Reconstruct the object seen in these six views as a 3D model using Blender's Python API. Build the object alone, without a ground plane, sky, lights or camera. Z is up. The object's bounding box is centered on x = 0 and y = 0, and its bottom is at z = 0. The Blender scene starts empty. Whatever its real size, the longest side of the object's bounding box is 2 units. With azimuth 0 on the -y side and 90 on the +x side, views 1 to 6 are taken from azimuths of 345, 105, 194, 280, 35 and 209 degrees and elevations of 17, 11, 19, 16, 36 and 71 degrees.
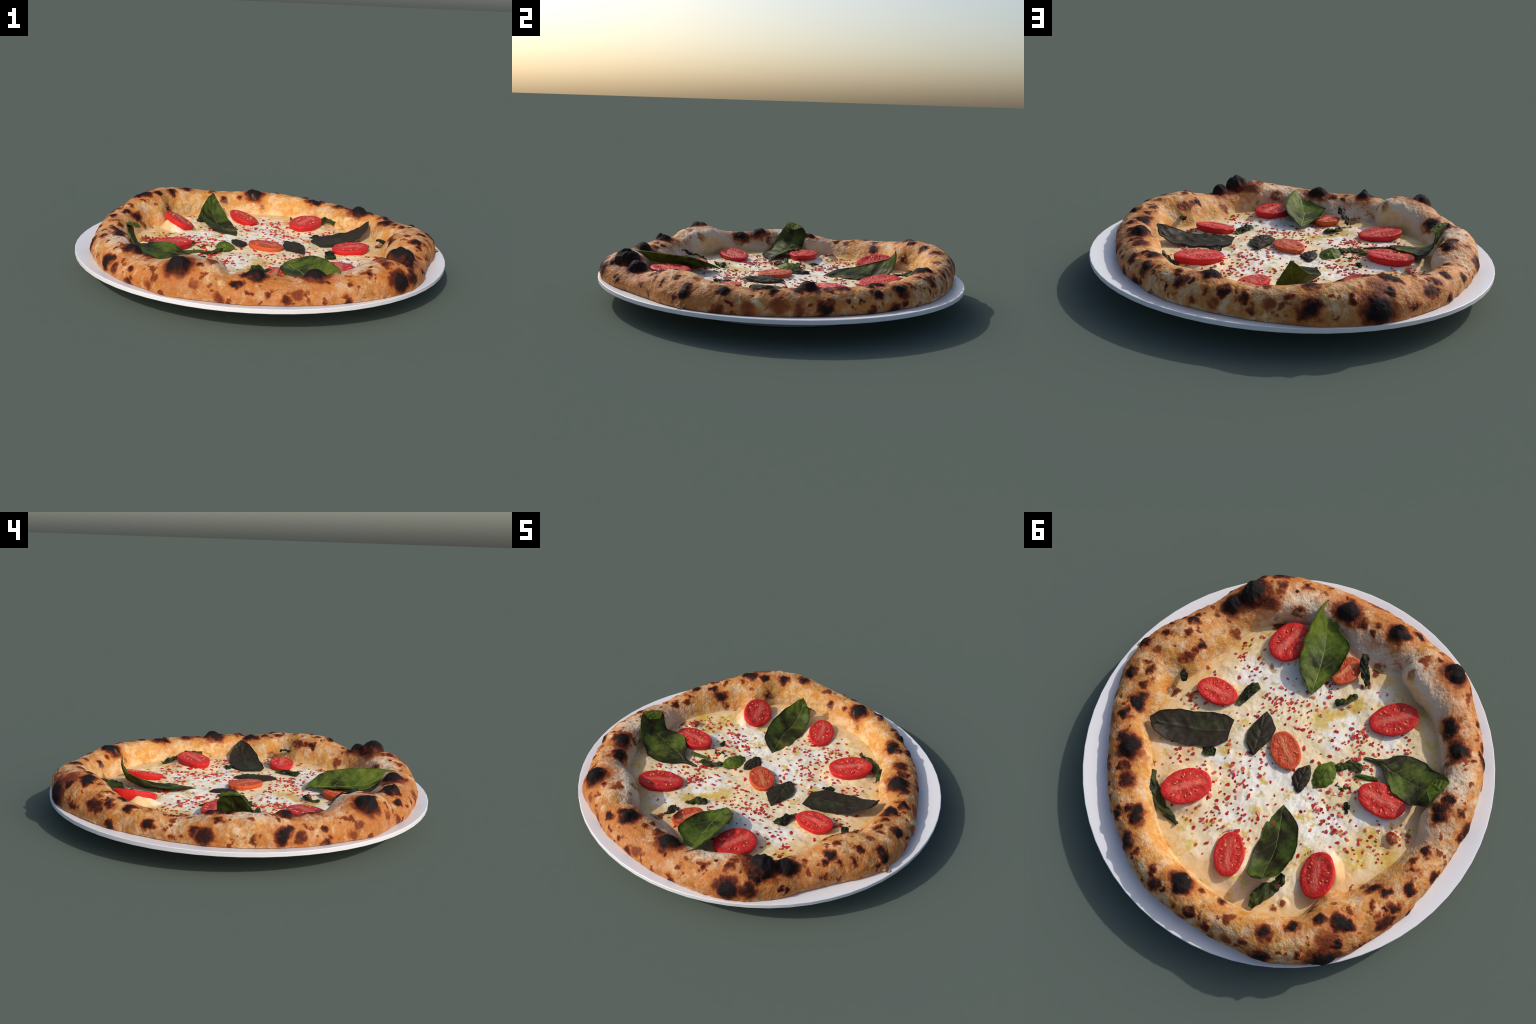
"""A Neapolitan-style pizza with charred rim on a white plate."""
import bpy, math
import numpy as np
from mathutils import Matrix

# ---- crust rim, every 10 degrees of azimuth (0 = +x, 90 = +y) ----
RIM_OUTER = [.933,.902,.877,.873,.879,.883,.900,.915,.915,.925,.946,.979,.988,.983,.955,.935,.917,.908,.918,.924,.937,.944,.949,.974,.942,.941,.937,.941,.953,.972,.985,.965,.925,.915,.946,.957]
RIM_INNER = [.675,.700,.680,.655,.674,.686,.712,.722,.725,.741,.763,.776,.766,.688,.712,.710,.718,.715,.700,.735,.741,.737,.735,.705,.700,.655,.640,.675,.732,.740,.738,.722,.660,.660,.645,.680]
RIM_CREST = [.223,.220,.221,.221,.218,.222,.231,.235,.241,.233,.243,.267,.280,.276,.249,.230,.223,.206,.223,.243,.245,.228,.234,.278,.268,.234,.229,.216,.221,.240,.260,.234,.218,.249,.259,.241]
RIM_SLACK = [.250,.150,.000,-.300,-.100,.100,.100,.100,.100,.100,.000,-.100,.000,.500,.500,.550,.500,.350,-.400,-.600,-.150,.100,.100,-.500,-.400,.800,1.000,.700,.000,-.200,-.200,.300,.700,.300,.350,.500]
# sharp pinches between swellings: azimuth, half width (degrees), inner foot shift, crest shift
PINCHES = [(245.5, 3.0, .055, -.022), (172, 4.0, .010, -.006), (318, 4.0, .010, -.006)]
CHEESE_Z = .118
# cross-section of the rim: parameter, x (0 inner foot .. 1 outer equator), x when slack, height (1 = crest)
SECTION_S = [0, .12, .25, .38, .50, .62, .73, .83, .92, 1.0]
SECTION_X = [0, .035, .105, .25, .48, .73, .91, 1.0, .985, .91]
SECTION_X_SLACK = [0, .14, .30, .44, .58, .76, .91, 1.0, .985, .91]
SECTION_H = [0, .26, .62, .90, 1.0, .93, .70, .38, .02, -.16]

def around(table, theta):
    """Smooth periodic lookup (Catmull-Rom) of a table that goes once round the rim."""
    t = np.asarray(table, float); n = len(t)
    u = np.mod(theta, 2*np.pi)/(2*np.pi)*n
    i = np.floor(u).astype(int); f = u-i
    a, b, c, d = t[(i-1) % n], t[i % n], t[(i+1) % n], t[(i+2) % n]
    return .5*(2*b+(c-a)*f+(2*a-5*b+4*c-d)*f**2+(3*b-a-3*c+d)*f**3)

def along(knots, values, s):
    """Cubic Hermite through (knots, values) with finite-difference slopes."""
    k = np.asarray(knots, float); v = np.asarray(values, float)
    m = np.gradient(v, k); s = np.asarray(s, float)
    i = np.clip(np.searchsorted(k, s, side="right")-1, 0, len(k)-2)
    h = k[i+1]-k[i]; t = (s-k[i])/h
    return ((2*t**3-3*t**2+1)*v[i]+(t**3-2*t**2+t)*h*m[i]+(-2*t**3+3*t**2)*v[i+1]+(t**3-t**2)*h*m[i+1])

def rim_point(theta, s):
    """Point of the bare rim at azimuth theta and section parameter s."""
    ro, ri, zc, w = (around(t, theta) for t in (RIM_OUTER, RIM_INNER, RIM_CREST, RIM_SLACK))
    for deg, half, d_inner, d_crest in PINCHES:
        g = np.exp(-(((np.degrees(theta)-deg+180) % 360-180)/half)**2)
        ri, zc = ri+d_inner*g, zc+d_crest*g
    x = along(SECTION_S, SECTION_X, s)*(1-w)+along(SECTION_S, SECTION_X_SLACK, s)*w
    r = ri+(ro-ri)*x
    z = CHEESE_Z+(zc-CHEESE_Z)*along(SECTION_S, SECTION_H, s)
    return np.stack([r*np.cos(theta), r*np.sin(theta), z], -1)

# scorch marks and blisters on the rim: azimuth, section parameter, radius, darkness 0..1, blister height in mm
SCORCH_BACK_RIGHT = [
    (0.3, 0.77, 0.010, 0.80, 0), (5.7, 0.85, 0.041, 0.45, 0), (6.3, 0.43, 0.035, 1.00, 10), (6.3, 0.50, 0.017, 0.95, 12), (12.0, 0.55,
    0.025, 1.00, 12), (13.8, 0.78, 0.050, 0.45, 0), (20.3, 0.85, 0.042, 0.50, 0), (20.7, 0.54, 0.029, 0.95, 8), (24.2, 0.48, 0.046,
    1.00, 30), (28.3, 0.84, 0.038, 0.95, 0), (28.5, 0.00, 0.017, 0.50, 0), (30.7, 0.60, 0.014, 0.80, 8), (31.3, 0.55, 0.026, 0.75, 0),
    (35.5, 0.77, 0.012, 0.70, 0), (35.7, 0.56, 0.014, 0.80, 6), (36.5, 0.52, 0.037, 0.80, 8), (37.5, 0.85, 0.010, 0.60, 0), (40.3,
    0.79, 0.012, 0.70, 0), (44.0, 0.91, 0.026, 0.70, 0), (47.0, 0.53, 0.019, 0.90, 10), (47.2, 0.69, 0.022, 1.00, 10), (49.0, 0.44,
    0.031, 1.00, 8), (51.5, 0.48, 0.026, 0.90, 10), (52.5, 0.91, 0.035, 0.80, 0), (53.5, 0.47, 0.028, 0.55, 0), (55.5, 0.66, 0.023,
    1.00, 15), (56.3, 0.68, 0.029, 1.00, 15), (56.5, 0.86, 0.022, 0.80, 0), (57.5, 0.77, 0.023, 0.70, 0), (61.2, 0.64, 0.018, 0.75,
    0), (68.7, 0.78, 0.009, 0.90, 0), (68.8, 0.56, 0.019, 0.80, 4), (69.5, 0.62, 0.016, 0.80, 0), (72.2, 0.68, 0.024, 0.90, 10),
    (75.2, 0.17, 0.019, 0.50, 0), (75.5, 0.63, 0.014, 0.80, 0), (77.5, 0.85, 0.017, 0.60, 0), (78.8, 0.42, 0.046, 1.00, 20), (79.7,
    0.49, 0.031, 1.00, 18), (81.5, 0.74, 0.012, 0.60, 0), (82.0, 0.00, 0.017, 0.50, 0), (83.7, 0.82, 0.026, 0.50, 0), (85.8, 0.34,
    0.016, 0.70, 0), (86.0, 0.70, 0.022, 0.80, 0), (86.2, 0.67, 0.020, 0.85, 8)
]
SCORCH_BACK_LEFT = [
    (91.2, 0.73, 0.019, 0.75, 0), (92.2, 0.67, 0.017, 0.80, 6), (93.7, 0.29, 0.024, 0.85, 6), (93.8, 0.82, 0.021, 0.70, 0), (97.7,
    0.49, 0.024, 0.55, 0), (99.0, 0.75, 0.033, 0.50, 0), (103.5, 0.66, 0.017, 0.70, 0), (107.8, 0.80, 0.037, 0.80, 0), (108.8, 0.51,
    0.034, 0.90, 8), (108.8, 0.77, 0.041, 1.00, 0), (114.0, 0.68, 0.012, 0.50, 0), (117.7, 0.41, 0.025, 1.00, 10), (118.7, 0.72,
    0.013, 0.70, 12), (118.8, 0.68, 0.012, 0.75, 8), (123.8, 0.18, 0.017, 0.80, 4), (125.0, 0.81, 0.063, 1.00, 20), (125.5, 0.70,
    0.042, 0.65, 0), (125.7, 0.42, 0.024, 0.95, 6), (126.7, 0.62, 0.052, 0.55, 0), (127.8, 0.67, 0.013, 0.80, 0), (128.8, 0.68, 0.018,
    0.90, 0), (129.5, 0.66, 0.012, 0.90, 6), (131.3, 0.51, 0.037, 1.00, 12), (133.5, 0.56, 0.026, 1.00, 8), (134.2, 0.99, 0.018, 0.60,
    0), (135.2, 0.83, 0.022, 0.80, 0), (140.5, 0.54, 0.012, 0.50, 0), (140.7, 0.00, 0.017, 0.60, 0), (141.8, 0.71, 0.016, 0.80, 0),
    (142.5, 0.59, 0.017, 0.50, 0), (142.7, 0.47, 0.017, 0.70, 0), (143.0, 0.72, 0.030, 0.80, 0), (144.5, 0.71, 0.032, 0.80, 0),
    (145.0, 0.10, 0.019, 0.60, 0), (145.2, 0.60, 0.009, 1.00, 0), (145.8, 0.77, 0.018, 0.80, 0), (146.7, 0.26, 0.035, 0.90, 6),
    (148.2, 0.64, 0.027, 0.85, 0), (148.5, 0.43, 0.023, 0.95, 0), (151.3, 0.86, 0.019, 0.85, 0), (155.0, 0.61, 0.019, 0.90, 6),
    (155.8, 0.58, 0.024, 0.90, 8), (156.5, 0.60, 0.021, 0.85, 6), (161.3, 0.42, 0.014, 0.70, 0), (163.2, 0.37, 0.019, 0.70, 0),
    (163.8, 0.75, 0.025, 0.90, 0), (164.7, 0.75, 0.021, 0.85, 0), (168.5, 0.42, 0.022, 0.85, 6), (171.8, 0.85, 0.011, 0.50, 0),
    (174.0, 0.52, 0.017, 0.50, 0), (177.8, 0.75, 0.020, 0.80, 6)
]
SCORCH_FRONT_LEFT = [
    (181.0, 0.45, 0.028, 0.90, 15), (181.2, 0.81, 0.040, 0.85, 0), (182.2, 0.77, 0.025, 0.75, 0), (183.5, 0.44, 0.029, 0.90, 12),
    (184.3, 0.61, 0.018, 0.85, 0), (184.8, 0.62, 0.017, 0.70, 0), (186.8, 0.43, 0.020, 0.85, 6), (187.2, 0.46, 0.021, 0.95, 4),
    (194.7, 0.83, 0.020, 0.55, 0), (194.7, 0.61, 0.011, 0.55, 0), (199.5, 0.22, 0.029, 0.95, 8), (202.0, 0.60, 0.014, 0.70, 0),
    (202.3, 0.80, 0.036, 0.95, 0), (203.3, 0.77, 0.029, 0.90, 6), (204.8, 0.71, 0.020, 0.85, 0), (205.3, 0.42, 0.040, 1.00, 25),
    (206.8, 0.83, 0.015, 0.60, 0), (207.5, 0.80, 0.022, 0.70, 0), (209.0, 0.67, 0.013, 0.60, 0), (213.8, 0.36, 0.046, 1.00, 12),
    (214.5, 0.89, 0.023, 0.85, 0), (214.8, 0.73, 0.018, 0.85, 0), (215.3, 0.87, 0.023, 0.85, 0), (223.2, 0.85, 0.033, 0.50, 0),
    (223.7, 0.89, 0.020, 0.50, 0), (231.0, 0.63, 0.053, 1.00, 32), (237.3, 0.59, 0.016, 0.80, 6), (237.3, 0.80, 0.027, 0.45, 0),
    (238.2, 0.29, 0.024, 0.55, 0), (239.7, 0.49, 0.029, 0.55, 0), (240.7, 0.54, 0.015, 0.60, 0), (241.3, 0.77, 0.011, 0.50, 0),
    (242.2, 0.83, 0.011, 0.60, 0), (244.5, 0.87, 0.027, 0.60, 0), (248.8, 0.70, 0.021, 0.95, 0), (249.5, 0.70, 0.021, 0.85, 8),
    (252.0, 0.01, 0.027, 0.70, 0), (252.3, 0.54, 0.027, 0.95, 15), (253.0, 0.78, 0.014, 0.70, 0), (254.3, 0.52, 0.039, 1.00, 24),
    (254.7, 0.57, 0.028, 1.00, 30), (257.5, 0.78, 0.017, 0.70, 0), (259.0, 0.74, 0.011, 0.50, 0), (261.5, 0.49, 0.018, 0.60, 0),
    (261.8, 0.36, 0.018, 0.70, 0), (262.5, 0.85, 0.023, 0.75, 0), (266.0, 0.81, 0.030, 0.50, 0), (266.7, 0.41, 0.024, 0.70, 4)
]
SCORCH_FRONT_RIGHT = [
    (273.7, 0.47, 0.049, 1.00, 30), (273.7, 0.86, 0.014, 0.70, 0), (276.0, 0.64, 0.012, 0.80, 0), (280.0, 0.86, 0.017, 0.80, 0),
    (282.3, 0.65, 0.014, 0.60, 0), (283.0, 0.58, 0.018, 0.50, 0), (284.0, 0.73, 0.012, 0.50, 0), (288.7, 0.83, 0.011, 0.50, 0),
    (289.8, 0.60, 0.022, 0.85, 0), (291.8, 0.26, 0.026, 0.80, 6), (297.0, 0.57, 0.028, 0.75, 5), (297.8, 0.78, 0.056, 1.00, 0),
    (298.5, 0.49, 0.021, 0.60, 0), (299.5, 0.00, 0.031, 0.70, 6), (301.5, 0.39, 0.037, 0.75, 8), (303.2, 0.77, 0.034, 0.85, 8),
    (305.3, 0.66, 0.021, 0.95, 10), (307.3, 0.52, 0.058, 1.00, 60), (308.0, 0.60, 0.031, 1.00, 0), (312.5, 0.78, 0.012, 0.90, 0),
    (314.0, 0.82, 0.013, 0.85, 0), (314.8, 0.53, 0.043, 1.00, 35), (318.2, 0.15, 0.023, 0.50, 6), (321.7, 0.55, 0.021, 0.60, 0),
    (326.5, 0.79, 0.020, 0.80, 0), (327.5, 0.65, 0.018, 0.90, 0), (330.3, 0.60, 0.027, 0.95, 8), (331.7, 0.71, 0.018, 0.80, 0),
    (333.5, 0.30, 0.024, 0.90, 0), (334.2, 0.50, 0.021, 0.70, 0), (336.5, 0.74, 0.016, 0.60, 0), (336.7, 0.71, 0.015, 0.80, 0),
    (336.8, 0.28, 0.021, 0.72, 0), (340.2, 0.61, 0.018, 0.90, 6), (340.5, 0.29, 0.027, 0.72, 0), (340.5, 0.64, 0.014, 0.90, 6),
    (342.8, 0.32, 0.018, 0.50, 0), (343.2, 0.83, 0.017, 0.75, 0), (346.3, 0.77, 0.029, 0.95, 12), (346.5, 0.69, 0.024, 0.90, 6),
    (346.5, 0.53, 0.024, 0.50, 0), (352.5, 0.54, 0.015, 0.70, 0), (354.2, 0.46, 0.019, 0.80, 0), (354.2, 0.00, 0.027, 0.70, 6),
    (357.2, 0.88, 0.033, 0.60, 0), (357.7, 0.64, 0.027, 1.00, 12), (359.8, 0.46, 0.022, 0.80, 4)
]
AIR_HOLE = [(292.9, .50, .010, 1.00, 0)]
SCORCH = AIR_HOLE+SCORCH_BACK_RIGHT+SCORCH_BACK_LEFT+SCORCH_FRONT_LEFT+SCORCH_FRONT_RIGHT

# ---------------------------------------------------------------------------
# toppings: where they lie
# ---------------------------------------------------------------------------
# centre of the cut face, its normal, long axis (x, y), half axes, body depth
TOMATOES = [
    ((.025, -.025, .142), (.02, .00, 1), (.72, -.69), .105, .070, .050),
    ((-.384, -.400, .150), (.06, .06, 1), (.79, .61), .124, .083, .050),
    ((.368, .350, .165), (-.02, -.06, 1), (.73, .68), .124, .088, .058),
    ((.037, .555, .150), (.22, -.08, 1), (-.38, .92), .112, .074, .052),
    ((-.372, .467, .165), (.46, -.02, 1), (-.34, .94), .113, .084, .058),
    ((-.497, .012, .166), (.00, .02, 1), (1.0, -.05), .120, .080, .055),
    ((.468, -.158, .152), (-.05, -.08, 1), (.97, .02), .104, .070, .050),
    ((.262, -.552, .168), (.04, .02, 1), (.30, .95), .118, .092, .058),
    ((-.062, -.540, .149), (.03, -.05, 1), (-.40, -.92), .090, .066, .045),
]
# small dough bubbles in the cheese: x, y, radius, height
BUBBLES = [(-.616, .158, .046, .032), (-.672, .100, .030, .020), (-.292, .648, .030, .016), (-.265, .690, .026, .014), (.285, -.640, .034, .014), (.575, -.095, .030, .010)]
# milky, bare and oily patches of the topping: x, y, radius
MILKY = [
    (0.199, -0.387, 0.125), (0.375, -0.339, 0.083), (-0.003, -0.412, 0.083), (0.061, 0.123, 0.153), (-0.296, 0.245, 0.125),
    (-0.17, 0.176, 0.097), (-0.15, -0.201, 0.083), (-0.209, -0.281, 0.056), (-0.416, -0.312, 0.083), (0.304, 0.121, 0.069),
    (0.089, 0.351, 0.097), (-0.275, -0.525, 0.056), (-0.478, 0.108, 0.097), (0.044, -0.004, 0.097)]
BARE = [
    (0.101, 0.658, 0.083), (-0.128, 0.655, 0.097), (0.46, 0.197, 0.069), (0.299, 0.436, 0.042), (-0.471, 0.426, 0.083),
    (0.345, 0.556, 0.056)]
OILY = [
    (0.481, -0.465, 0.056), (0.379, -0.43, 0.025), (-0.279, -0.627, 0.036), (-0.408, -0.589, 0.031), (-0.517, -0.5, 0.042),
    (-0.603, -0.368, 0.031), (-0.189, -0.395, 0.053), (-0.071, -0.267, 0.063), (0.298, 0.085, 0.031), (0.262, 0.169, 0.017),
    (0.289, 0.513, 0.036), (0.223, 0.592, 0.028), (0.026, 0.32, 0.031), (-0.189, 0.248, 0.019), (-0.513, 0.187, 0.063),
    (-0.498, 0.32, 0.069), (-0.634, 0.254, 0.056), (-0.06, 0.642, 0.025), (0.281, -0.08, 0.019), (0.061, 0.156, 0.019),
    (-0.294, 0.404, 0.042), (-0.496, -0.42, 0.019), (-0.13, -0.313, 0.035), (0.208, 0.457, 0.019)]
# x, y, spread, count
FLAKE_CLUSTERS = [
    (0.472, -0.497, 0.063, 16), (0.453, -0.394, 0.035, 10), (0.182, -0.251, 0.083, 30), (0.035, -0.286, 0.069, 16), (-0.274,
    -0.243, 0.083, 36), (-0.324, -0.097, 0.083, 34), (-0.348, 0.057, 0.069, 16), (0.163, 0.206, 0.083, 26), (0.165, 0.387,
    0.097, 26), (-0.258, 0.166, 0.083, 22), (-0.371, 0.208, 0.083, 22), (-0.555, 0.246, 0.083, 22), (0.141, 0.06, 0.083,
    14), (-0.046, -0.15, 0.056, 8), (0.363, -0.382, 0.056, 8), (0.568, -0.066, 0.056, 8), (0.499, 0.216, 0.083, 10), (-0.65,
    0.12, 0.069, 12), (-0.208, 0.383, 0.056, 8), (-0.229, 0.582, 0.019, 8), (0.005, -0.463, 0.069, 10), (-0.429, -0.284,
    0.097, 14), (0.247, 0.443, 0.069, 10), (0.043, 0.441, 0.056, 8), (-0.032, 0.341, 0.056, 10)]

# leaf blades as rows of (left edge, midrib, right edge), tip to stalk
LEAVES = [
    ("bright", .004, 6, [
        ((.171, -.822, .230), (.170, -.821, .229), (.167, -.820, .229)),
        ((.186, -.770, .230), (.150, -.770, .196), (.112, -.765, .196)),
        ((.189, -.690, .229), (.118, -.690, .160), (.040, -.705, .174)),
        ((.186, -.600, .223), (.088, -.605, .147), (-.030, -.655, .172)),
        ((.170, -.500, .212), (.066, -.510, .144), (-.036, -.575, .170)),
        ((.140, -.424, .192), (.054, -.435, .142), (-.018, -.480, .162)),
        ((.085, -.378, .164), (.046, -.385, .140), (.014, -.405, .144)),
        ((.041, -.350, .139), (.040, -.350, .138), (.038, -.350, .138))]),
    ("dark", .005, 6, [
        ((.676, .120, .214), (.680, .130, .212), (.672, .142, .206)),
        ((.650, .062, .190), (.640, .118, .160), (.640, .170, .168)),
        ((.560, .000, .144), (.552, .082, .130), (.555, .172, .136)),
        ((.470, -.036, .132), (.465, .060, .128), (.455, .152, .130)),
        ((.390, -.066, .131), (.385, .030, .130), (.360, .112, .130)),
        ((.325, -.062, .128), (.318, -.004, .129), (.306, .050, .126))]),
    ("dark", .004, 5, [
        ((.203, -.174, .121), (.201, -.175, .121), (.197, -.173, .121)),
        ((.215, -.125, .128), (.192, -.125, .131), (.150, -.140, .130)),
        ((.238, -.060, .126), (.180, -.060, .130), (.118, -.095, .130)),
        ((.226, .005, .129), (.170, -.010, .132), (.122, -.030, .130)),
        ((.190, .045, .127), (.162, .040, .129), (.142, .015, .127)),
        ((.161, .064, .122), (.159, .064, .122), (.157, .062, .122))]),
    ("deep", .005, 6, [
        ((-.150, .612, .283), (-.147, .613, .282), (-.144, .612, .280)),
        ((-.185, .595, .252), (-.150, .612, .238), (-.118, .618, .234)),
        ((-.222, .560, .216), (-.155, .592, .172), (-.086, .600, .178)),
        ((-.240, .480, .186), (-.150, .520, .130), (-.070, .540, .140)),
        ((-.236, .390, .158), (-.145, .430, .124), (-.058, .440, .124)),
        ((-.205, .310, .145), (-.120, .340, .126), (-.050, .350, .123)),
        ((-.140, .252, .132), (-.098, .268, .123), (-.068, .280, .121)),
        ((-.087, .224, .119), (-.086, .224, .118), (-.084, .224, .118))]),
    ("deep", .005, 7, [
        ((-.746, -.152, .305), (-.724, -.100, .299), (-.700, -.042, .280)),
        ((-.738, -.180, .268), (-.714, -.104, .250), (-.698, -.026, .246)),
        ((-.708, -.212, .208), (-.690, -.112, .190), (-.674, -.038, .176)),
        ((-.660, -.238, .150), (-.632, -.122, .162), (-.630, -.025, .164)),
        ((-.600, -.262, .130), (-.575, -.128, .155), (-.580, -.024, .173)),
        ((-.540, -.262, .129), (-.510, -.140, .146), (-.520, -.050, .176)),
        ((-.480, -.242, .128), (-.460, -.152, .138), (-.478, -.086, .170)),
        ((-.420, -.190, .127), (-.415, -.170, .130), (-.425, -.148, .136)),
        ((-.337, -.166, .122), (-.335, -.160, .124), (-.337, -.154, .122))]),
    ("bright", .002, 3, [
        ((-.690, -.152, .288), (-.676, -.120, .280), (-.668, -.092, .274)),
        ((-.722, -.154, .304), (-.700, -.112, .297), (-.680, -.066, .284)),
        ((-.750, -.150, .310), (-.728, -.098, .304), (-.704, -.040, .285))]),
    ("bright", .005, 4, [
        ((-.176, .082, .122), (-.178, .084, .124), (-.182, .084, .122)),
        ((-.152, .040, .122), (-.196, .045, .146), (-.236, .050, .122)),
        ((-.150, -.020, .122), (-.202, -.012, .148), (-.250, -.010, .122)),
        ((-.195, -.070, .122), (-.208, -.072, .128), (-.222, -.070, .122))]),
    ("dark", .006, 4, [
        ((-.110, -.010, .122), (-.112, -.010, .124), (-.116, -.008, .122)),
        ((-.070, .030, .120), (-.105, .035, .132), (-.138, .035, .122)),
        ((-.066, .090, .119), (-.105, .090, .128), (-.142, .090, .121)),
        ((-.112, .138, .118), (-.118, .140, .120), (-.126, .138, .118))]),
    ("bright", .002, 3, [
        ((-.392, -.062, .124), (-.390, -.066, .128), (-.388, -.070, .124)),
        ((-.440, -.072, .122), (-.436, -.082, .130), (-.432, -.092, .122)),
        ((-.330, -.052, .122), (-.330, -.060, .126), (-.330, -.068, .122))][::-1]),
]
# shrivelled scraps: width, path
SHREDS = [
    (.020, [(.552, .345, .150), (.529, .394, .152), (.478, .446, .142), (.426, .493, .134), (.368, .513, .130), (.325, .533, .130)]),
    (.026, [(.350, -.148, .126), (.333, -.205, .132), (.328, -.247, .132), (.298, -.283, .128)]),
    (.016, [(-.090, -.357, .124), (-.129, -.401, .128), (-.170, -.446, .124)]),
    (.024, [(-.119, -.640, .192), (-.137, -.592, .180), (-.166, -.547, .152), (-.195, -.512, .132)]),
    (.030, [(-.165, .735, .140), (-.173, .690, .146), (-.196, .630, .136), (-.224, .572, .130), (-.233, .529, .128)]),
    (.013, [(.632, -.128, .168), (.648, -.153, .172), (.668, -.182, .172)]),
    (.022, [(-.225, -.040, .126), (-.262, -.075, .128), (-.310, -.100, .126), (-.352, -.095, .124)]),
    (.018, [(-.268, .020, .126), (-.304, .029, .130), (-.340, .012, .126)]),
    (.013, [(-.352, .080, .124), (-.366, .105, .126), (-.372, .135, .123)]),
    (.022, [(.395, .128, .124), (.363, .136, .128), (.330, .130, .124)]),
]

# ---------------------------------------------------------------------------
# noise and mesh helpers
# ---------------------------------------------------------------------------
def perlin(p, seed=0):
    """Gradient noise of an (..., 3) array of points, about -1..1."""
    p = np.asarray(p, float)
    i = np.floor(p).astype(np.int64); f = p-i
    w = f*f*f*(f*(f*6-15)+10)
    out = np.zeros(p.shape[:-1])
    for dx in (0, 1):
        for dy in (0, 1):
            for dz in (0, 1):
                x, y, z = i[..., 0]+dx, i[..., 1]+dy, i[..., 2]+dz
                h = (x*374761393+y*668265263+z*2147483647+seed*974711) & 0xFFFFFFFF
                h = ((h ^ (h >> 13))*1274126177) & 0xFFFFFFFF
                h = (h ^ (h >> 16))
                g = np.stack([(h & 1023)/511.5-1, ((h >> 10) & 1023)/511.5-1, ((h >> 20) & 1023)/511.5-1], -1)
                d = f-np.array([dx, dy, dz])
                k = ((w[..., 0] if dx else 1-w[..., 0])*(w[..., 1] if dy else 1-w[..., 1])*(w[..., 2] if dz else 1-w[..., 2]))
                out += k*(g*d).sum(-1)
    return out*1.4

def fractal(p, scale, octaves=3, seed=0):
    a, total = 1.0, 0
    for o in range(octaves):
        total = total+a*perlin(np.asarray(p)*scale*2**o, seed+o*17); a *= .5
    return total

def smooth(a, b, x):
    t = np.clip((x-a)/(b-a), 0, 1); return t*t*(3-2*t)

def new_object(name, verts, faces, parent=None, materials=(), face_material=None, shade=True):
    me = bpy.data.meshes.new(name)
    me.from_pydata([tuple(map(float, v)) for v in verts], [], [tuple(map(int, f)) for f in faces])
    for m in materials:
        me.materials.append(m)
    if face_material is not None:
        me.polygons.foreach_set("material_index", np.asarray(face_material, np.int32))
    me.polygons.foreach_set("use_smooth", np.full(len(me.polygons), bool(shade)))
    me.update()
    ob = bpy.data.objects.new(name, me)
    bpy.context.collection.objects.link(ob)
    if parent is not None:
        ob.parent = parent
    return ob

def grid_normals(P, wrap):
    du = np.roll(P, -1, 0)-np.roll(P, 1, 0) if wrap else np.gradient(P, axis=0)
    dv = np.gradient(P, axis=1)
    n = np.cross(du, dv)
    return n/np.maximum(np.linalg.norm(n, axis=-1, keepdims=True), 1e-9)

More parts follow.
